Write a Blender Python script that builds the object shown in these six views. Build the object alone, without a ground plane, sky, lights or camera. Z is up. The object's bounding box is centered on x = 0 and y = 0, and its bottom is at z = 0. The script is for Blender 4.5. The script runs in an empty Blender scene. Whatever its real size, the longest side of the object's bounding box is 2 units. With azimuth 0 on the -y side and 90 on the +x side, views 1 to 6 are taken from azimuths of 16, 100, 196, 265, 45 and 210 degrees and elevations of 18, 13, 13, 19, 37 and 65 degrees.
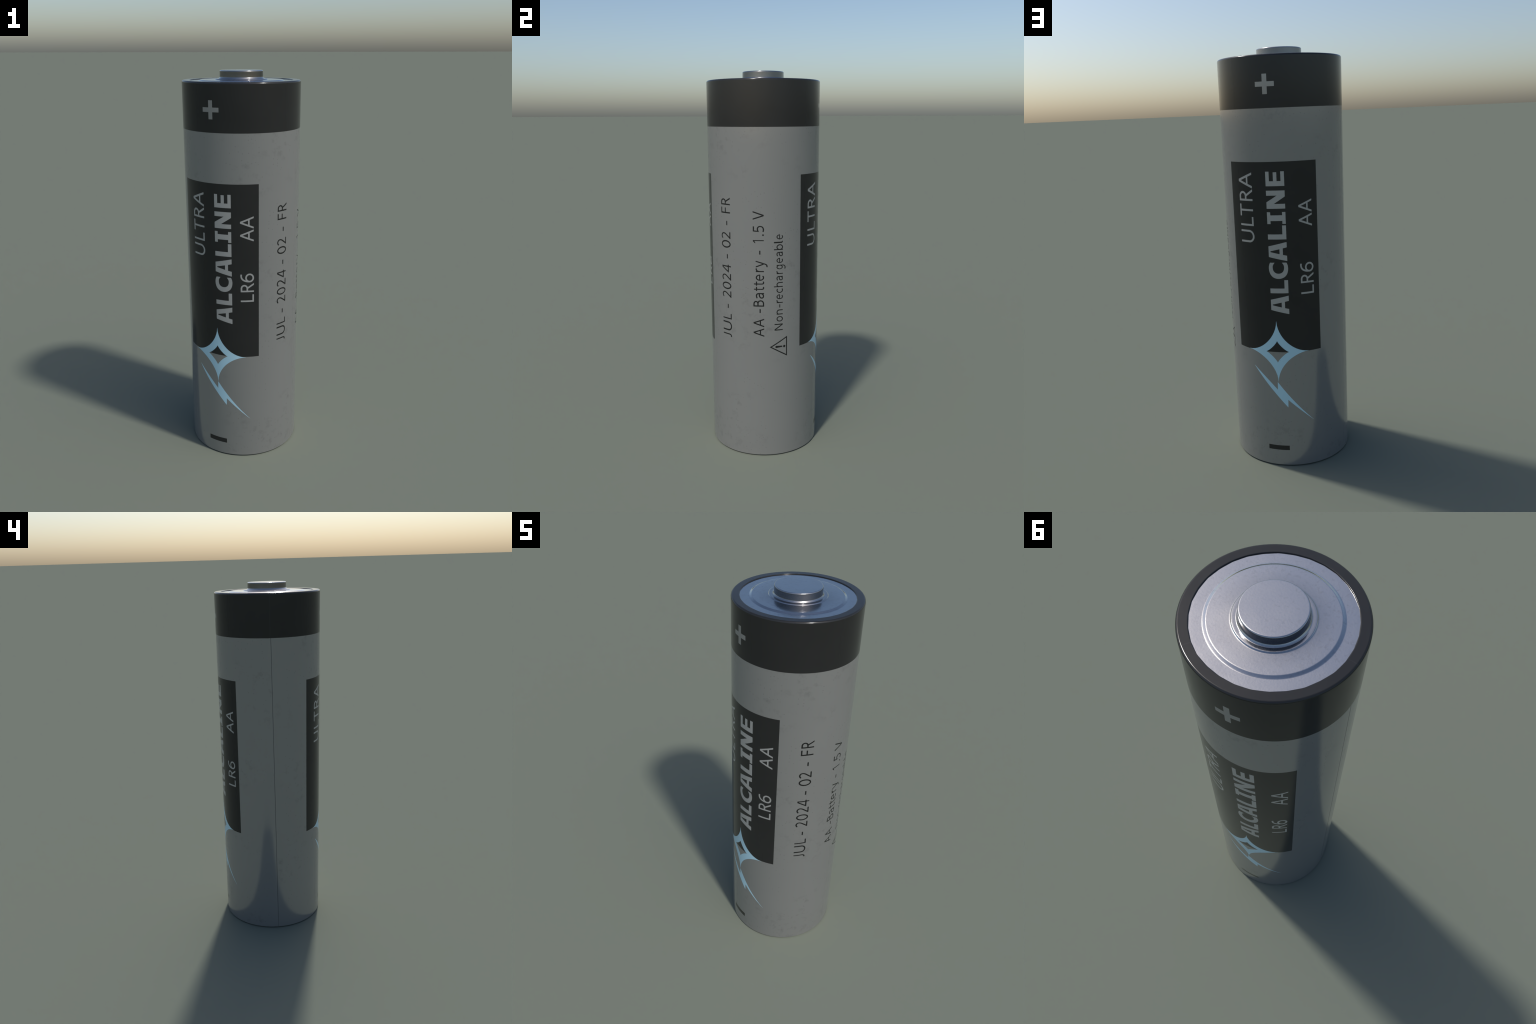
"""A standing AA cell: printed sleeve (grey body, black positive band, two black
panels with lettering and emblem), crimped rim, stepped metal cap with contact
button, flat negative plate.  The printed sleeve is built as ONE unrolled sheet:
every printed shape (panel, letters, star, bolt, signs) is a polygon on the sheet,
the sheet is triangulated with all outlines as constraints, rolled into the
cylinder, and separated into named parts whose borders coincide."""
import bpy, math, random
import numpy as np
from mathutils import Vector
from mathutils.geometry import delaunay_2d_cdt

R = 0.2917                       # outer radius of the sleeve
TOP = 1.9467                     # where the rim rounding starts
BOT = 0.0046                     # where the foot rounding ends
BAND = 1.7287                    # lower edge of the black band
CUT = -97.0                      # azimuth where the sheet is unrolled
DEG = R * math.pi / 180.0        # metres of sheet per degree
STEP = 1.5                       # angular grid of the roll, degrees
NSEG = int(360 / STEP)
rng = random.Random(7)


# ------------------------------------------------------------------ helpers
def xyz(az, z, r=R):
    """azimuth 0 = -y, 90 = +x"""
    a = math.radians(az)
    return (r * math.sin(a), -r * math.cos(a), z)


def make_object(name, verts, faces, normals, mat, parent, smooth=True):
    me = bpy.data.meshes.new(name)
    me.from_pydata(verts, [], faces)
    me.polygons.foreach_set("use_smooth", [smooth] * len(me.polygons))
    if normals is not None:
        me.normals_split_custom_set_from_vertices(normals)
    me.materials.append(mat)
    ob = bpy.data.objects.new(name, me)
    bpy.context.scene.collection.objects.link(ob)
    ob.parent = parent
    return ob


# ------------------------------------------------------------------ 2D strokes
def arc(cx, cy, rx, ry, a0, a1, n=None):
    n = n or max(4, int(abs(a1 - a0) / 9))
    return [(cx + rx * math.cos(math.radians(a0 + (a1 - a0) * i / n)),
             cy + ry * math.sin(math.radians(a0 + (a1 - a0) * i / n))) for i in range(n + 1)]


def bez(p0, p1, p2, p3, n=10):
    out = []
    for i in range(n + 1):
        t = i / n
        u = 1 - t
        out.append(tuple(u**3 * a + 3 * u * u * t * b + 3 * u * t * t * c + t**3 * d
                         for a, b, c, d in zip(p0, p1, p2, p3)))
    return out


def ribbon(path, w):
    """outline of a pen stroke of width w along a centre line, mitred, butt ends"""
    pts = [path[0]]
    for p in path[1:]:
        if math.dist(p, pts[-1]) > 1e-4:
            pts.append(p)
    h, left, right = w / 2, [], []
    for i, p in enumerate(pts):
        d = []
        if i > 0:
            d.append((Vector(p) - Vector(pts[i - 1])).normalized())
        if i < len(pts) - 1:
            d.append((Vector(pts[i + 1]) - Vector(p)).normalized())
        t = (d[0] + d[-1]).normalized()
        k = h / max(0.35, t.dot(d[0]))
        n = Vector((-t.y, t.x)) * k
        left.append((p[0] + n.x, p[1] + n.y))
        right.append((p[0] - n.x, p[1] - n.y))
    return left + right[::-1]


def slant(x0, y0, x1, y1, wx):
    """diagonal stroke with level ends, wx = its width measured level"""
    return [(x0 - wx / 2, y0), (x0 + wx / 2, y0), (x1 + wx / 2, y1), (x1 - wx / 2, y1)]


def box(x0, y0, x1, y1):
    return [(x0, y0), (x1, y0), (x1, y1), (x0, y1)]


def glyph_light(ch, w):
    """humanist sans drawn with one pen; units: capital height 714, x-height 536"""
    h = w / 2
    C, X = 714, 536
    S = lambda path: ribbon(path, w)
    if ch == "A":
        return [slant(45, 0, 319, C, w * 1.1), slant(593, 0, 319, C, w * 1.1), box(150, 215, 488, 215 + w * .95)]
    if ch == "V":
        return [slant(300, 0, 45, C, w * 1.1), slant(300, 0, 555, C, w * 1.1)]
    if ch == "U":
        return [S([(135, C)] + arc(365, 255, 230, 265 - h, 180, 360) + [(595, C)])]
    if ch == "L":
        return [box(98, 0, 98 + w, C), box(98, 0, 490, w * .95)]
    if ch == "T":
        return [box(20, C - w * .95, 536, C), box(278 - h, 0, 278 + h, C)]
    if ch == "F":
        return [box(98, 0, 98 + w, C), box(98, C - w * .95, 480, C), box(98, 325, 455, 325 + w * .95)]
    if ch == "R":
        bowl = [(98 + h, C - h)] + [(290, C - h)] + arc(300, 515, 165, C - h - 515, 90, -90) + [(98 + h, 515 * 2 - C + h)]
        return [box(98, 0, 98 + w, C), S(bowl), slant(545, 0, 325, 340, w * 1.18)]
    if ch == "J":
        return [S([(250, C), (250, 230)] + bez((250, 230), (250, 70), (190, h), (60, h))[1:])]
    if ch == "N":
        return [box(98, 0, 98 + w, C), box(570, 0, 570 + w, C), slant(570 + h, 0, 98 + h * 1.3, C, w * 1.2)]
    if ch == "B":
        up = [(98 + h, C - h), (280, C - h)] + arc(295, 540, 155, C - h - 540, 90, -90) + [(98 + h, 540 * 2 - C + h)]
        m = 540 * 2 - C + h
        c = (m + h) / 2
        lo = [(98 + h, m), (300, m)] + arc(315, c, 185, m - c, 90, -90) + [(98 + h, h)]
        return [box(98, 0, 98 + w, C), S(up), S(lo)]
    if ch == "0":
        o = arc(286, 357, 236 - h, 367 - h, 0, 360, 40)
        return [S(o[:21]), S(o[20:])]
    if ch == "2":
        top = bez((62, 610), (150, 700), (260, 700), (330, 668)) + bez((330, 668), (470, 600), (440, 450), (360, 350))[1:] + [(110, h + 12)]
        return [S(top), box(48, 0, 520, w * .95)]
    if ch == "4":
        return [box(395, 0, 395 + w, C), box(22, 165, 555, 165 + w), slant(58, 200, 400, C, w * 1.15)]
    if ch == "5":
        return [S([(480, C - h), (135, C - h), (112, 375)]
                  + bez((112, 375), (300, 460), (480, 400), (478, 225)) + bez((478, 225), (470, 40), (250, -20), (70, 55))[1:])]
    if ch == "6":
        o = arc(300, 228, 200, 238 - h, 0, 360, 32)
        return [S(o[:17]), S(o[16:]), S([(492, C - h + 4)] + bez((492, C - h + 4), (280, 720), (100, 600), (100, 228))[1:])]
    if ch == "1":
        return [box(270, 0, 270 + w, C), slant(120, 560, 270 + w * .55, C, w * 1.5)]
    if ch == "-":
        return [box(40, 225, 282, 225 + w * .95)]
    if ch == ".":
        o = arc(0, 52, 60, 60, 0, 360, 16)
        return [o[:-1]]
    # lower case
    if ch == "o":
        o = arc(300, 268, 250 - h, 278 - h, 0, 360, 36)
        return [S(o[:19]), S(o[18:])]
    if ch == "c":
        return [S(arc(300, 268, 245 - h, 278 - h, 52, 308, 26))]
    if ch == "e":
        return [S(arc(290, 268, 245 - h, 278 - h, -2, 180, 20)), S(arc(290, 268, 245 - h, 278 - h, 180, 312, 16)),
                box(60, 245, 290 + 245 - 4, 245 + w * .9)]
    if ch == "n":
        return [box(90, 0, 90 + w, X), S([(90 + h, 300)] + arc(300, 310, 185, 236 - h, 165, 0) + [(485, 0)])]
    if ch == "h":
        return [box(90, 0, 90 + w, 760), S([(90 + h, 300)] + arc(300, 310, 185, 236 - h, 165, 0) + [(485, 0)])]
    if ch == "r":
        return [box(90, 0, 90 + w, X), S([(90 + h, 280)] + bez((90 + h, 280), (150, 470), (250, 530), (375, X - h + 8))[1:])]
    if ch == "b":
        o = arc(330, 268, 240 - h, 278 - h, 0, 360, 36)
        return [box(90, 0, 90 + w, 760), S(o[:19]), S(o[18:])]
    if ch == "l":
        return [S([(130, 760), (130, 110)] + arc(225, 110, 95, 110 - h, 180, 265))]
    if ch == "a":
        return [S([(70, 455)] + bez((70, 455), (190, 520), (415, 560), (415, 330))[1:] + [(415, 0)]),
                S([(415, 318)] + bez((415, 318), (240, 318), (85, 290), (88, 150))[1:]
                  + bez((88, 150), (95, 0), (400, -10), (415, 215))[1:])]
    if ch == "g":
        o = arc(290, 278, 240 - h, 268 - h, 0, 360, 36)
        return [S(o[:19]), S(o[18:]),
                S([(490, X), (490, 20)] + bez((490, 20), (480, -220), (220, -220), (80, -165))[1:])]
    if ch == "t":
        return [box(20, X - w * .95, 350, X), S([(155, 665), (155, 160)] + bez((155, 160), (155, 30), (240, 10), (350, 45))[1:])]
    if ch == "y":
        return [slant(265, 20, 45, X, w * 1.1), S([(475, X + 6), (270, -40)] + bez((270, -40), (220, -190), (130, -215), (30, -190))[1:])]
    raise KeyError(ch)


def glyph_heavy(ch):
    """wide heavy sans with a slabbed I; unit square: width 1, capital height 1"""
    if ch == "A":
        return [slant(.14, 0, .36, 1, .28), slant(.86, 0, .64, 1, .28), box(.25, .22, .75, .40), box(.36, .9, .64, 1)]
    if ch == "L":
        return [box(0, 0, .365, 1), box(0, 0, 1, .205)]
    if ch == "I":
        return [box(.255, 0, .735, 1), box(0, 0, 1, .18), box(0, .82, 1, 1)]
    if ch == "N":
        return [box(0, 0, .265, 1), box(.725, 0, 1, 1), [(0, 1), (.36, 1), (1, 0), (.665, 0)]]
    if ch == "E":
        return [box(0, 0, .34, 1), box(0, 0, 1, .19), box(0, .40, .95, .59), box(0, .81, 1, 1)]
    if ch == "C":
        outer = bez((1, .95), (.88, 1.01), (.77, 1.03), (.66, 1.03), 8) + bez((.66, 1.03), (.25, 1.03), (0, .83), (0, .5), 14)[1:]
        inner = bez((1, .70), (.88, .79), (.80, .815), (.71, .815), 8) + bez((.71, .815), (.47, .815), (.32, .70), (.32, .5), 12)[1:]
        low = lambda pts: [(x, 1 - y) for x, y in pts[-2::-1]]
        return [outer + low(outer) + (inner + low(inner))[::-1]]
    raise KeyError(ch)


# ------------------------------------------------------------------ the unrolled sheet
class Sheet:
    """collects printed shapes as polygons (s = metres along, z = height)"""

    def __init__(self):
        self.polys, self.items = [], []

    def add(self, key, level, polys):
        """key = (part kind, serial); a higher level prints over a lower one"""
        self.items.append((key, level))
        for p in polys:
            self.polys.append((len(self.items) - 1, p))


def s_of(az):
    return ((az - CUT) % 360.0) * DEG


sheet = Sheet()
serial = {}


def key(kind, owner):
    serial[kind] = serial.get(kind, 0) + 1
    return (kind, owner, serial[kind])


def kind_of(ch):
    return {"-": "dash", ".": "full_stop"}.get(ch, "digit" if ch.isdigit() else "letter")


def write(chars, az_top, az_base, owner, tone, weight=None, dz=0.0, heavy=False):
    """chars: (character, start height, end height), read upwards; capitals span az_top..az_base"""
    unit = (az_base - az_top) % 360.0
    for ch, z0, z1 in chars:
        polys = glyph_heavy(ch) if heavy else [[(x / 714, y / 714) for x, y in p] for p in glyph_light(ch, weight)]
        xs = [x for p in polys for x, _ in p]
        lo, hi = min(xs), max(xs)
        placed = []
        for p in polys:
            placed.append([(s_of(az_base) - y * unit * DEG, z0 + dz + (x - lo) / (hi - lo) * (z1 - z0)) for x, y in p])
        sheet.add(key(kind_of(ch), owner) + (tone,), 5, placed)


def scallop(a, b, q, n=14):
    """four-pointed star outline with hollow sides, half-axes a, b"""
    quarter = []
    for i in range(n):
        t = i / n
        x = 1 - (1 - t) ** 1.6 if t < 1 else 1
        x = t ** 1.6
        quarter.append((x, 1 - (1 - (1 - x) ** q) ** (1 / q)))
    pts = []
    for sx, sy, rev in ((1, 1, False), (1, -1, True), (-1, -1, False), (-1, 1, True)):
        seq = [(a * x * sx, b * y * sy) for x, y in quarter + [(1.0, 0.0)]]
        pts += (seq[::-1] if rev else seq)[:-1]
    return pts


def bow(p, q, lift, n=10):
    return [(p[0] + (q[0] - p[0]) * i / n, p[1] + (q[1] - p[1]) * i / n + lift * 4 * i / n * (1 - i / n)) for i in range(n)]


def emblem(az, z, owner, bolt_az):
    s = s_of(az)
    move = lambda pts, s0=s: [(s0 + x, z + y) for x, y in pts]
    sheet.add(key("star", owner) + ("blue",), 3, [move(scallop(.1522, .1542, 1.85))])
    sheet.add(("window", owner, 0, None), 4, [move(scallop(.0555, .0550, 1.25))])
    a, b, c = (-24.8 * DEG, -.0812), (-1.2 * DEG, -.1945), (-1.0 * DEG, -.1545)
    tip, d, e = (33.0 * DEG, -.3640), (8.4 * DEG, -.2462), (8.2 * DEG, -.2862)
    bolt = bow(a, b, .0055) + bow(b, c, 0, 2) + bow(c, tip, -.0065) + bow(tip, d, 0) + bow(d, e, 0, 2) + bow(e, a, 0)
    sheet.add(key("lightning_bolt", owner) + ("blue",), 3, [move(bolt, s_of(bolt_az))])


ULTRA = [("U", 1.1272, 1.1855), ("L", 1.2049, 1.2467), ("T", 1.2504, 1.3058), ("R", 1.3204, 1.3742), ("A", 1.3785, 1.4500)]
HEAVY = [("A", .7881, .8780), ("L", .8900, .9528), ("C", .9595, 1.0363), ("A", 1.0434, 1.1328), ("L", 1.1451, 1.2097),
         ("I", 1.2167, 1.2710), ("N", 1.2865, 1.3685), ("E", 1.3885, 1.4535)]
LR6 = [("L", .8809, .9206), ("R", .9334, .9806), ("6", .9850, 1.0311)]
AA = [("A", 1.1992, 1.2590), ("A", 1.2640, 1.3240)]
DATE = [("J", .6518, .6690), ("U", .6848, .7340), ("L", .7479, .7777), ("-", .8075, .8294), ("2", .8643, .8993), ("0", .9083, .9468),
        ("2", .9561, .9916), ("4", .9980, 1.0388), ("-", 1.0711, 1.0937), ("0", 1.1262, 1.1660), ("2", 1.1734, 1.2088),
        ("-", 1.2433, 1.2649), ("F", 1.3039, 1.3345), ("R", 1.3458, 1.3842)]
CELL = [("A", .6725, .7179), ("A", .7242, .7697), ("-", .8001, .8210), ("B", .8340, .8680), ("a", .8764, .9061), ("t", .9165, .9390),
        ("t", .9440, .9665), ("e", .9700, 1.0025), ("r", 1.0151, 1.0345), ("y", 1.0385, 1.0736), ("-", 1.1050, 1.1250),
        ("1", 1.1614, 1.1800), (".", 1.1993, 1.2083), ("5", 1.2191, 1.2504), ("V", 1.2802, 1.3237)]
WARN = [("N", .7035, .7397), ("o", .7510, .7798), ("n", .7878, .8156), ("-", .8258, .8429), ("r", .8499, .8667), ("e", .8702, .8962),
        ("c", .9033, .9268), ("h", .9335, .9602), ("a", .9686, .9919), ("r", 1.0027, 1.0187), ("g", 1.0270, 1.0501), ("e", 1.0593, 1.0856),
        ("a", 1.0937, 1.1166), ("b", 1.1262, 1.1555), ("l", 1.1613, 1.1727), ("e", 1.1804, 1.2057)]


def rect(az0, az1, z0, z1):
    return box(s_of(az0), z0, s_of(az1), z1)


# ground tones: grey sleeve, black band
sheet.add(("wrapper", None, 1, "grey"), 0, [box(0, BOT, 360 * DEG, BAND)])
sheet.add(("positive_band", None, 1, "black"), 0, [box(0, BAND, 360 * DEG, TOP)])

# the two printed faces: panel span, emblem place, text columns and lifts, signs
FACES = [
    dict(panel=(-52.3, 33.1, .5945, 1.4925), star=(-9.8, .5920), bolt=-9.0, ultra=(-37.6, -22.3, -.007), heavy=(-9.95, 6.65, -.011),
         low=(15.2, 28.1, .0180, .0140), plus=(-11.9, 1.8325), minus=(-22.05, -1.28, .0708, .0970)),
    dict(panel=(139.8, 225.4, .5985, 1.4965), star=(183.1, .5995), bolt=183.1, ultra=(150.5, 165.4, 0.0), heavy=(179.0, 195.65, 0.0),
         low=(207.4, 219.8, 0.0, 0.0), plus=(181.8, 1.8305), minus=(170.35, 191.05, .0842, .1086)),
]
for number, f in enumerate(FACES):
    owner = ("label_panel", None, number + 1)
    sheet.add(owner + ("black",), 1, [rect(*f["panel"])])
    emblem(*f["star"], owner, f["bolt"])
    write(ULTRA, *f["ultra"][:2], owner, "white", 84, f["ultra"][2])
    write(HEAVY, *f["heavy"][:2], owner, "white", None, f["heavy"][2], heavy=True)
    write(LR6, *f["low"][:2], owner, "white", 84, f["low"][2])
    write(AA, *f["low"][:2], owner, "white", 84, f["low"][3])
    a, z = f["plus"]
    half, bar = .0426, .0104
    cross = [(-half, -bar), (-bar, -bar), (-bar, -half), (bar, -half), (bar, -bar), (half, -bar),
             (half, bar), (bar, bar), (bar, half), (-bar, half), (-bar, bar), (-half, bar)]
    sheet.add(key("plus_sign", ("positive_band", None, 1)) + ("pale",), 2, [[(s_of(a) + x, z + y) for x, y in cross]])
    sheet.add(key("minus_sign", ("wrapper", None, 1)) + ("black",), 2, [rect(*f["minus"])])

grey = ("wrapper", None, 1)
write(DATE, 53.4, 65.3, grey, "ink", 85)
write(CELL, 89.8, 100.6, grey, "ink", 85)
write(WARN, 111.05, 119.65, grey, "ink", 85)

# warning triangle: outline, mark, dot
s_tip, s_base, z_mid, line = s_of(106.0), s_of(124.4), .6145, .0058
hb = .0548
side = math.hypot(s_base - s_tip, hb)
inner_tip = s_tip + line * side / hb
inner_base = s_base - line
inner_half = (inner_base - inner_tip) * hb / (s_base - s_tip)
sheet.add(key("warning_triangle", grey) + ("ink",), 2, [[(s_tip, z_mid), (s_base, z_mid - hb), (s_base, z_mid + hb)]])
sheet.add(("window", grey, 0, None), 3, [[(inner_tip, z_mid), (inner_base, z_mid - inner_half), (inner_base, z_mid + inner_half)]])
taper = [(s_of(112.9) + x, z_mid - .0002 + y) for x, y in arc(0, 0, .0052, .0060, 90, 270)] + \
        [(s_of(118.6) + x, z_mid + .0006 + y) for x, y in arc(0, 0, .0034, .0036, -90, 90)]
sheet.add(key("exclamation_mark", grey) + ("ink",), 4, [taper, [(s_of(121.3) + x, z_mid + y) for x, y in arc(0, 0, .0064, .0067, 0, 337.5, 15)]])

# the overlap seam of the sleeve: a narrow groove leaning slightly
seam_s = lambda z: s_of(-90.66) + (s_of(-94.05) - s_of(-90.66)) * z / 1.95
SEAM = .0011
sheet.add(("sleeve_seam", grey, 1, "dark"), 6, [[(seam_s(BOT) - SEAM, BOT), (seam_s(BOT) + SEAM, BOT), (seam_s(BAND) + SEAM, BAND), (seam_s(BAND) - SEAM, BAND)]])

# constraints: outlines + roll grid
verts, edges = [], []
for _, poly in sheet.polys:
    base, n = len(verts), len(poly)
    verts += [Vector(p) for p in poly]
    edges += [(base + i, base + (i + 1) % n) for i in range(n)]


def guide(p, q):
    verts.extend((Vector(p), Vector(q)))
    edges.append((len(verts) - 2, len(verts) - 1))


for i in range(NSEG + 1):
    guide((i * STEP * DEG, BOT), (i * STEP * DEG, TOP))
guide((seam_s(BOT), BOT), (seam_s(BAND), BAND))
for k in range(1, 16):
    guide((0, k * .12), (360 * DEG, k * .12))
cv, _, cf, _, _, _ = delaunay_2d_cdt(verts, edges, [], 1, 1e-7)
middle = np.array([[sum(cv[i].x for i in t) / 3, sum(cv[i].y for i in t) / 3] for t in cf])


def inside(poly):
    """non-zero winding test of all triangle centres against one outline"""
    p = np.array(poly)
    near = np.nonzero(((middle >= p.min(0)) & (middle <= p.max(0))).all(1))[0]
    x, y = middle[near, 0], middle[near, 1]
    turns = np.zeros(len(near), int)
    for (x0, y0), (x1, y1) in zip(p, np.roll(p, -1, 0)):
        side = (x1 - x0) * (y - y0) - (x - x0) * (y1 - y0)
        turns += ((y0 <= y) & (y1 > y) & (side > 0)).astype(int) - ((y0 > y) & (y1 <= y) & (side < 0)).astype(int)
    return near[turns != 0]


top = np.full(len(cf), -1)           # item that prints last on each triangle
ground = np.full(len(cf), -1)        # plain tone below it, for holes in printed shapes
order = sorted(range(len(sheet.items)), key=lambda i: sheet.items[i][1])
outlines = {}
for item, poly in sheet.polys:
    outlines.setdefault(item, []).append(poly)
for item in order:
    for poly in outlines[item]:
        hit = inside(poly)
        kind = sheet.items[item][0][0]
        if kind in ("wrapper", "positive_band", "label_panel"):
            ground[hit] = item
        top[hit] = ground[hit] if kind == "window" else item
groups = {}
for tri, item in zip(cf, top):
    if item >= 0:
        groups.setdefault(sheet.items[item][0], []).append(tri)


def roll(v):
    az = v.x / DEG + CUT
    dip = .0014 if abs(v.x - seam_s(v.y)) < 1e-5 and BOT + .001 < v.y < BAND - .001 else 0.0
    return xyz(az, v.y, R - dip), xyz(az, 0.0, 1.0)


# ------------------------------------------------------------------ materials
def new_mat(name):
    m = bpy.data.materials.new(name)
    m.use_nodes = True
    nt = m.node_tree
    return m, nt, nt.nodes["Principled BSDF"]


class Net:
    def __init__(self, nt):
        self.nt = nt
        self.co = nt.nodes.new("ShaderNodeTexCoord").outputs["Object"]

    def n(self, kind, **ins):
        node = self.nt.nodes.new(kind)
        for k, v in ins.items():
            if k.startswith("_"):
                setattr(node, k[1:], v)
        for k, v in ins.items():
            if k.startswith("_"):
                continue
            sock = node.inputs[int(k[1:])] if k[0] == "i" and k[1:].isdigit() else node.inputs[k]
            if hasattr(v, "is_output"):
                self.nt.links.new(v, sock)
            else:
                sock.default_value = v
        return node

    def noise(self, scale, detail=2.0, rough=.5):
        return self.n("ShaderNodeTexNoise", Vector=self.co, Scale=scale, Detail=detail, Roughness=rough).outputs["Fac"]

    def ramp(self, fac, a, b, va=0.0, vb=1.0):
        return self.n("ShaderNodeMapRange", i0=fac, i1=a, i2=b, i3=va, i4=vb).outputs[0]

    def math(self, op, a, b=0.0):
        return self.n("ShaderNodeMath", _operation=op, i0=a, i1=b).outputs[0]

    def mix(self, fac, a, b):
        node = self.nt.nodes.new("ShaderNodeMix")
        node.data_type = "RGBA"
        for sock, v in ((node.inputs["Factor"], fac), (node.inputs[6], a), (node.inputs[7], b)):
            if hasattr(v, "is_output"):
                self.nt.links.new(v, sock)
            else:
                sock.default_value = v
        return node.outputs[2]

    def spots(self, scale, size, soft, keep):
        """sparse round pits: Voronoi cells, only a share of them kept"""
        v = self.n("ShaderNodeTexVoronoi", Vector=self.co, Scale=scale)
        dot = self.ramp(v.outputs["Distance"], size, size + soft, 1.0, 0.0)
        pick = self.n("ShaderNodeSeparateColor", Color=v.outputs["Color"]).outputs[0]
        return self.math("MULTIPLY", dot, self.ramp(pick, keep - .02, keep, 1.0, 0.0))

    def link(self, out, sock):
        self.nt.links.new(out, sock)


def printed(name, colour, metallic, rough, wear=1.0, coat=0.0):
    """printed film: slight cloudiness, sparse pits and smudges"""
    m, nt, b = new_mat(name)
    N = Net(nt)
    cloud = N.noise(5.0, 4.0)
    where = N.ramp(N.noise(3.3, 2.0), .48, .62)
    smudge = N.math("MULTIPLY", N.ramp(N.noise(23.0, 5.0, .64), .53, .72), where)
    patch = N.ramp(N.noise(6.0, 2.0), .42, .56)
    pits = N.math("MULTIPLY", N.spots(70.0, .14, .12, .34), patch)
    blisters = N.spots(48.0, .07, .10, .03)
    dirt = N.math("MAXIMUM", N.math("MULTIPLY", smudge, .27 * wear), N.math("MULTIPLY", pits, .25 * wear))
    dark = tuple(c * .35 for c in colour) + (1,)
    base = N.mix(N.ramp(cloud, .3, .7, 0.0, .10 * wear), tuple(colour) + (1,), tuple(c * .8 for c in colour) + (1,))
    N.link(N.mix(dirt, base, dark), b.inputs["Base Color"])
    b.inputs["Metallic"].default_value = metallic
    N.link(N.math("ADD", N.ramp(cloud, .3, .7, rough - .03, rough + .04), N.math("MULTIPLY", dirt, .35)), b.inputs["Roughness"])
    N.link(N.n("ShaderNodeBump", Height=N.math("SUBTRACT", blisters, N.math("MULTIPLY", pits, .35)), Strength=.03, Distance=.001).outputs[0], b.inputs["Normal"])
    return m


def band_material():
    """black film of the positive end, with two faint radial creases on the rim"""
    m, nt, b = new_mat("black_film")
    N = Net(nt)
    xyz_ = N.n("ShaderNodeSeparateXYZ", Vector=N.co)
    az = N.math("ARCTAN2", xyz_.outputs[0], N.math("MULTIPLY", xyz_.outputs[1], -1.0))
    crease = 0.0
    for deg, width in ((-94.4, .0030), (140.6, .0026)):
        d = N.math("ABSOLUTE", N.math("SUBTRACT", az, math.radians(deg)))
        line = N.ramp(d, width, width * 2.2, 1.0, 0.0)
        if deg > 0:
            line = N.math("MULTIPLY", line, N.ramp(xyz_.outputs[2], 1.950, 1.954))
        crease = line if crease == 0.0 else N.math("MAXIMUM", crease, line)
    cloud = N.noise(9.0, 4.0)
    pits = N.spots(40.0, .08, .10, .08)
    col = N.mix(N.ramp(cloud, .35, .7, 0.0, .5), (.028, .0285, .0285, 1), (.033, .0335, .0335, 1))
    col = N.mix(N.math("MULTIPLY", crease, .30), col, (.055, .056, .060, 1))
    N.link(col, b.inputs["Base Color"])
    N.link(N.ramp(cloud, .3, .7, .15, .19), b.inputs["Roughness"])
    b.inputs["Metallic"].default_value = .40
    N.link(N.n("ShaderNodeBump", Height=pits, Strength=.05, Distance=.001).outputs[0], b.inputs["Normal"])
    return m


def steel(name, colour, rough, grain=.15):
    """satin plated steel: leathery grain and stains on the flats, darker steep faces, occlusion shade painted round the button"""
    m, nt, b = new_mat(name)
    N = Net(nt)
    place = N.n("ShaderNodeSeparateXYZ", Vector=N.co)
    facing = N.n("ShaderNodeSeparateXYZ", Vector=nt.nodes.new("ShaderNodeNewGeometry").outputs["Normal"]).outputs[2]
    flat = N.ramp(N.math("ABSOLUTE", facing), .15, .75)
    radius = N.math("SQRT", N.math("ADD", N.math("POWER", place.outputs[0], 2.0), N.math("POWER", place.outputs[1], 2.0)))
    button_shade = N.math("MULTIPLY", N.ramp(radius, .125, .185, 1.0, 0.0), N.ramp(radius, .106, .110))  # soft occlusion halo round the button, painted into the base colour
    stain = N.math("MULTIPLY", N.ramp(N.noise(75.0, 4.0, .6), .53, .68), N.ramp(N.noise(11.0, 2.0), .42, .56))
    cloud = N.noise(14.0, 3.0)
    col = N.mix(N.ramp(cloud, .35, .65, 0.0, .18), tuple(colour) + (1,), tuple(c * .86 for c in colour) + (1,))
    col = N.mix(N.math("MULTIPLY", stain, .22), col, tuple(c * .5 for c in colour) + (1,))
    col = N.mix(N.math("MULTIPLY", button_shade, .30), col, tuple(c * .5 for c in colour) + (1,))
    N.link(N.mix(flat, tuple(c * .40 for c in colour) + (1,), col), b.inputs["Base Color"])  # base colour goes darker where the surface turns steep
    b.inputs["Metallic"].default_value = 1.0
    N.link(N.math("ADD", N.ramp(cloud, .3, .7, rough - .03, rough + .03), N.math("MULTIPLY", stain, .03)), b.inputs["Roughness"])
    N.link(N.n("ShaderNodeBump", Height=N.math("MULTIPLY", N.noise(150.0, 1.0, .5), flat), Strength=grain, Distance=.0007).outputs[0], b.inputs["Normal"])
    return m


def plain(name, colour, rough):
    m, nt, b = new_mat(name)
    N = Net(nt)
    N.link(N.mix(N.ramp(N.noise(20.0, 3.0), .35, .65, 0.0, .3), tuple(colour) + (1,), tuple(c * .8 for c in colour) + (1,)), b.inputs["Base Color"])
    b.inputs["Roughness"].default_value = rough
    return m


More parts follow.
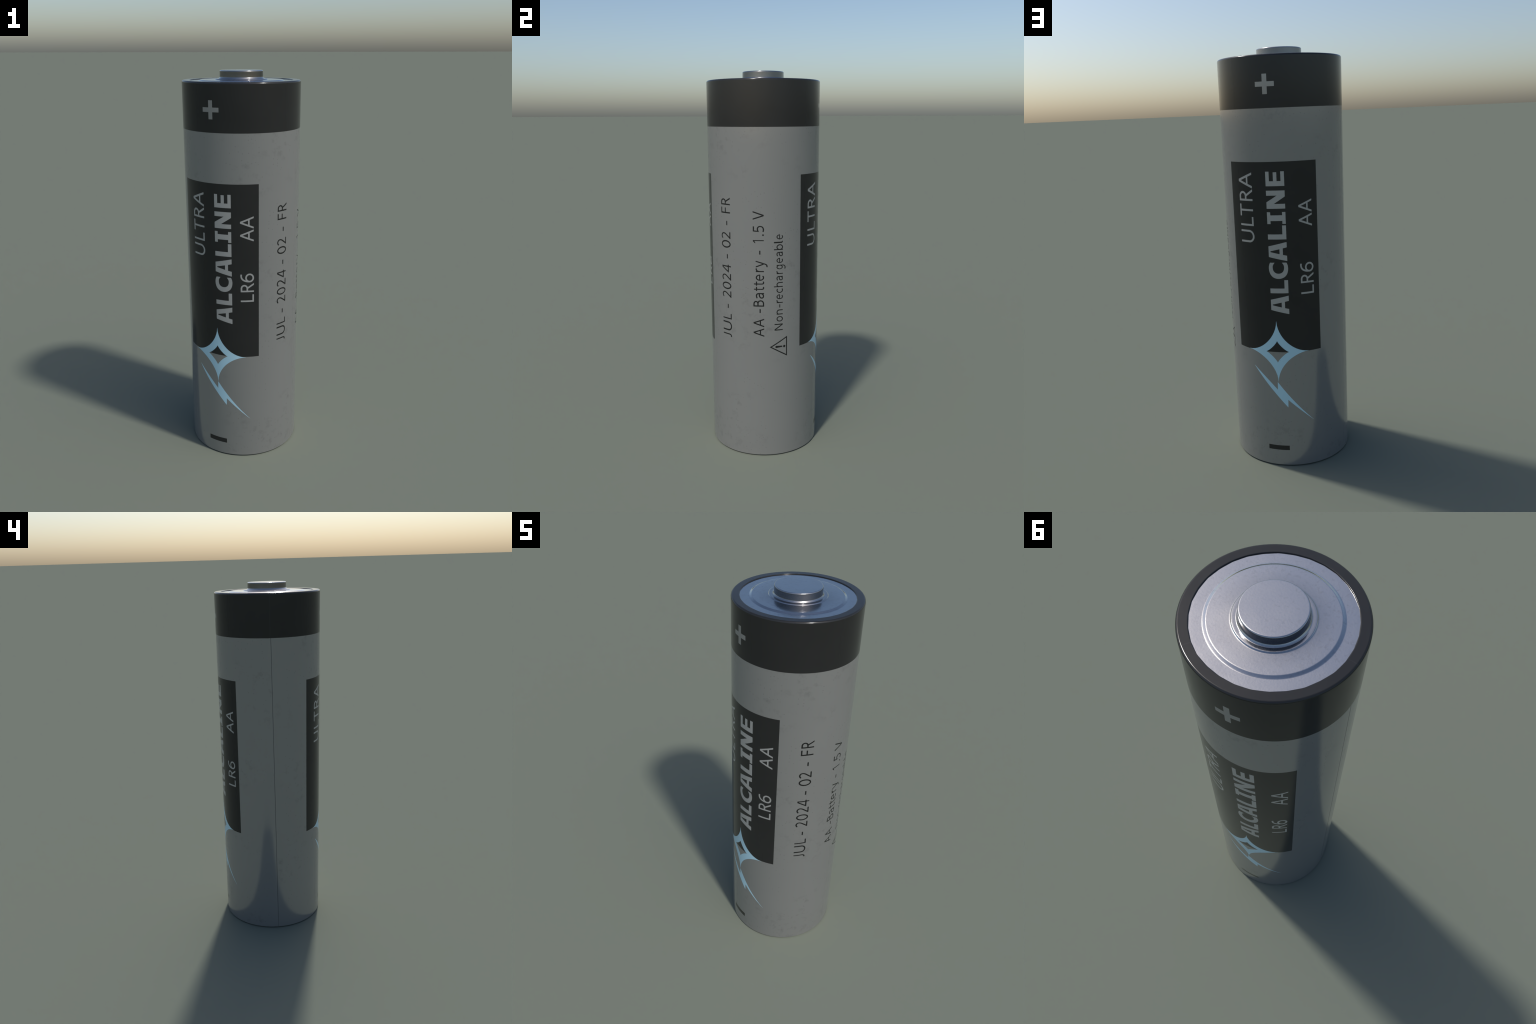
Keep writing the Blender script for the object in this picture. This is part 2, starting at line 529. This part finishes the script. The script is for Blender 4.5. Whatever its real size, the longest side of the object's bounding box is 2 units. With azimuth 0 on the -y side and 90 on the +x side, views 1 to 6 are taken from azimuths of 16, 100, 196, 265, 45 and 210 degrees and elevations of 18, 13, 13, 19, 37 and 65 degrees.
MAT = {
    "grey": printed("grey_film", (.332, .333, .329), .56, .12),
    "black": band_material(),
    "white": printed("pale_ink", (.475, .475, .475), .5, .16, wear=.4),
    "pale": printed("dull_grey_ink", (.335, .335, .333), .53, .14, wear=.4),
    "blue": printed("sky_blue_ink", (.50, .77, .93), .32, .18, wear=.4),
    "ink": plain("black_ink", (.008, .008, .008), .3),
    "dark": plain("dark_seam", (.07, .07, .07), .5),  # dark tone of the sleeve's seam line
}
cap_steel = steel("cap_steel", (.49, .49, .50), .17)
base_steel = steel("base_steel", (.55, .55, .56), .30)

# ------------------------------------------------------------------ build the sleeve parts
battery = bpy.data.objects.new("battery", None)
battery.empty_display_size = .3
bpy.context.scene.collection.objects.link(battery)
battery["label"] = "upright grey AA battery with black band, panels, blue star"
battery["category"] = "battery"

built = {}


def sleeve_part(k, extra=None):
    tris = groups.get(k, [])
    used = sorted({i for t in tris for i in t})
    index = {v: n for n, v in enumerate(used)}
    vs, ns = [], []
    for i in used:
        p, nrm = roll(cv[i])
        vs.append(p)
        ns.append(nrm)
    fs = [tuple(index[i] for i in t) for t in tris]
    if extra:
        ev, ef, en = extra
        off = len(vs)
        vs, ns = vs + ev, ns + en
        fs += [tuple(i + off for i in f) for f in ef]
    owner = k[1]
    if owner is None:
        parent = battery
    elif owner in built:
        parent = built[owner]
    else:
        parent = built[owner[:3]]
    ob = make_object(k[0], vs, fs, ns, MAT[k[3]], parent)
    built[k[:3]] = ob
    return ob


def lathe(profile, normals=None, seg=NSEG, modulate=None, start=CUT):
    """turn (r, z) points, listed outwards/downwards from the axis side; analytic normals"""
    vs, ns, fs = [], [], []
    n = len(profile)
    for j in range(seg):
        az = start + 360.0 * j / seg
        for i, (r, z) in enumerate(profile):
            rr, zz = modulate(i, az, r, z) if modulate else (r, z)
            vs.append(xyz(az, zz, rr))
            a = profile[max(0, i - 1)]
            b = profile[min(n - 1, i + 1)]
            if normals and i in normals:
                nr, nz = normals[i]
            else:
                nr, nz = -(b[1] - a[1]), (b[0] - a[0])
                l = math.hypot(nr, nz) or 1.0
                nr, nz = nr / l, nz / l
            p = xyz(az, nz, nr)
            ns.append(p)
    for j in range(seg):
        k = (j + 1) % seg
        for i in range(n - 1):
            fs.append((j * n + i, j * n + i + 1, k * n + i + 1, k * n + i))
    return vs, fs, ns


def fillet(cx, cz, r, a0, a1, n=6):
    """arc in the (r, z) plane, degrees from +r towards +z"""
    return [(cx + r * math.cos(math.radians(a0 + (a1 - a0) * i / n)), cz + r * math.sin(math.radians(a0 + (a1 - a0) * i / n))) for i in range(n + 1)]


# rim of the positive end: rolled edge, flat ring, uneven inner lip
GON = 32
gon_jitter = [rng.uniform(-.0018, .0005) for _ in range(GON)]


def polygon_radius(az, r):
    """the lip follows a 32-sided hole with slightly shifted corners"""
    t = ((az - 4.5) % 360.0) / 360.0 * GON
    i = int(t) % GON
    f = t - int(t)
    a0, a1 = 2 * math.pi * i / GON, 2 * math.pi * (i + 1) / GON
    p0 = Vector((math.cos(a0), math.sin(a0))) * (r + gon_jitter[i])
    p1 = Vector((math.cos(a1), math.sin(a1))) * (r + gon_jitter[(i + 1) % GON])
    return p0.lerp(p1, f).length


FR = .0085
RIM = [(.2540, 1.9480), (.2540, 1.9525), (.2544, 1.9541), (.2552, 1.9549), (.2562, 1.9551), (.2720, 1.9552), (R - FR, TOP + FR)] \
    + fillet(R - FR, TOP, FR, 78, 0, 7)


def rim_shape(i, az, r, z):
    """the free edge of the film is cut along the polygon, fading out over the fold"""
    if i < 4:
        w = (1, 1, .8, .35)[i]
        return r + (polygon_radius(az, .2548) - .2540) * w, z
    return r, z


rim = lathe(RIM, {4: (0, 1), 5: (0, 1), 6: (0, 1), len(RIM) - 1: (1, 0), 0: (-1, 0)}, modulate=rim_shape)
FB = .0016
FOOT = [(R, BOT)] + fillet(R - FB, BOT, FB, -12, -72, 5) + [(R - .0035, .0022), (R - .0065, .0006), (R - .0085, 0.0), (.2680, 0.0), (.2660, .0006), (.2655, .0060)]
foot = lathe(FOOT, {0: (1, 0)})

sleeve_part(("wrapper", None, 1, "grey"), foot)
sleeve_part(("positive_band", None, 1, "black"), rim)
for k in sorted((k for k in groups if k[0] == "label_panel"), key=lambda k: k[2]):
    sleeve_part(k)
for item, _ in sheet.items:
    if item[0] not in ("wrapper", "positive_band", "label_panel", "window") and item in groups:
        sleeve_part(item)

# ------------------------------------------------------------------ metal ends
DISC_Z = 1.9562
BTN, BZ = .1062, 2.0
button_profile = [(.0, BZ), (.05, BZ), (BTN - .0058, BZ)] + fillet(BTN - .0050, BZ - .0050, .0050, 84, 0, 8) \
    + [(BTN, BZ - .012), (BTN + .0002, 1.9702), (BTN + .0003, 1.9682), (BTN + .0009, 1.9668), (BTN + .0034, 1.9639),
       (BTN + .0045, 1.9627), (BTN + .0053, 1.9616), (BTN + .0064, 1.9610), (.1150, 1.9610)]
disc_profile = [(.1150, 1.9610), (.1200, 1.9610), (.1260, 1.9610), (.1269, 1.9607), (.1276, 1.9601), (.1293, 1.9583), (.1301, 1.9576), (.1310, 1.9573),
                (.1345, 1.9571), (.1500, 1.9568),
                (.1700, DISC_Z), (.1992, DISC_Z), (.2012, DISC_Z - .0001), (.2024, DISC_Z - .0004), (.2038, DISC_Z - .0010),
                (.2060, DISC_Z - .0022), (.2100, DISC_Z - .0040), (.2118, DISC_Z - .0047), (.2130, DISC_Z - .0050), (.2148, DISC_Z - .0051),
                (.2350, DISC_Z - .0047), (.2575, DISC_Z - .0047)]


def smooth_normals(profile):
    """area-blind average of neighbouring slopes, so flats stay flat beside fillets"""
    out = {}
    for i in range(len(profile)):
        acc = Vector((0, 0))
        for a, b in ((i - 1, i), (i, i + 1)):
            if 0 <= a and b < len(profile):
                d = Vector((profile[b][0] - profile[a][0], profile[b][1] - profile[a][1]))
                if d.length > 0:
                    acc += Vector((-d.y, d.x)).normalized() * (min(d.length, .01) ** .7)
        acc.normalize()
        out[i] = (acc.x, acc.y)
    return out




def metal_part(name, profile, mat, parent, flip=False):
    vs, fs, ns = lathe(profile, smooth_normals(profile), seg=240)
    if flip:
        fs = [f[::-1] for f in fs]
        ns = [(-n[0], -n[1], -n[2]) for n in ns]
    # drop the collapsed quads at the axis
    if profile[0][0] == 0.0:
        n = len(profile)
        vs.append((0, 0, profile[0][1]))
        ns.append((0, 0, -1.0 if flip else 1.0))
        c = len(vs) - 1
        out = []
        for f in fs:
            on_axis = [i for i in f if i < c and i % n == 0]
            out.append(tuple(dict.fromkeys(c if i in on_axis else i for i in f)))
        used = sorted({i for f in out for i in f})
        ix = {v: k for k, v in enumerate(used)}
        fs = [tuple(ix[i] for i in f) for f in out]
        vs, ns = [vs[i] for i in used], [ns[i] for i in used]
    return make_object(name, vs, fs, ns, mat, parent)


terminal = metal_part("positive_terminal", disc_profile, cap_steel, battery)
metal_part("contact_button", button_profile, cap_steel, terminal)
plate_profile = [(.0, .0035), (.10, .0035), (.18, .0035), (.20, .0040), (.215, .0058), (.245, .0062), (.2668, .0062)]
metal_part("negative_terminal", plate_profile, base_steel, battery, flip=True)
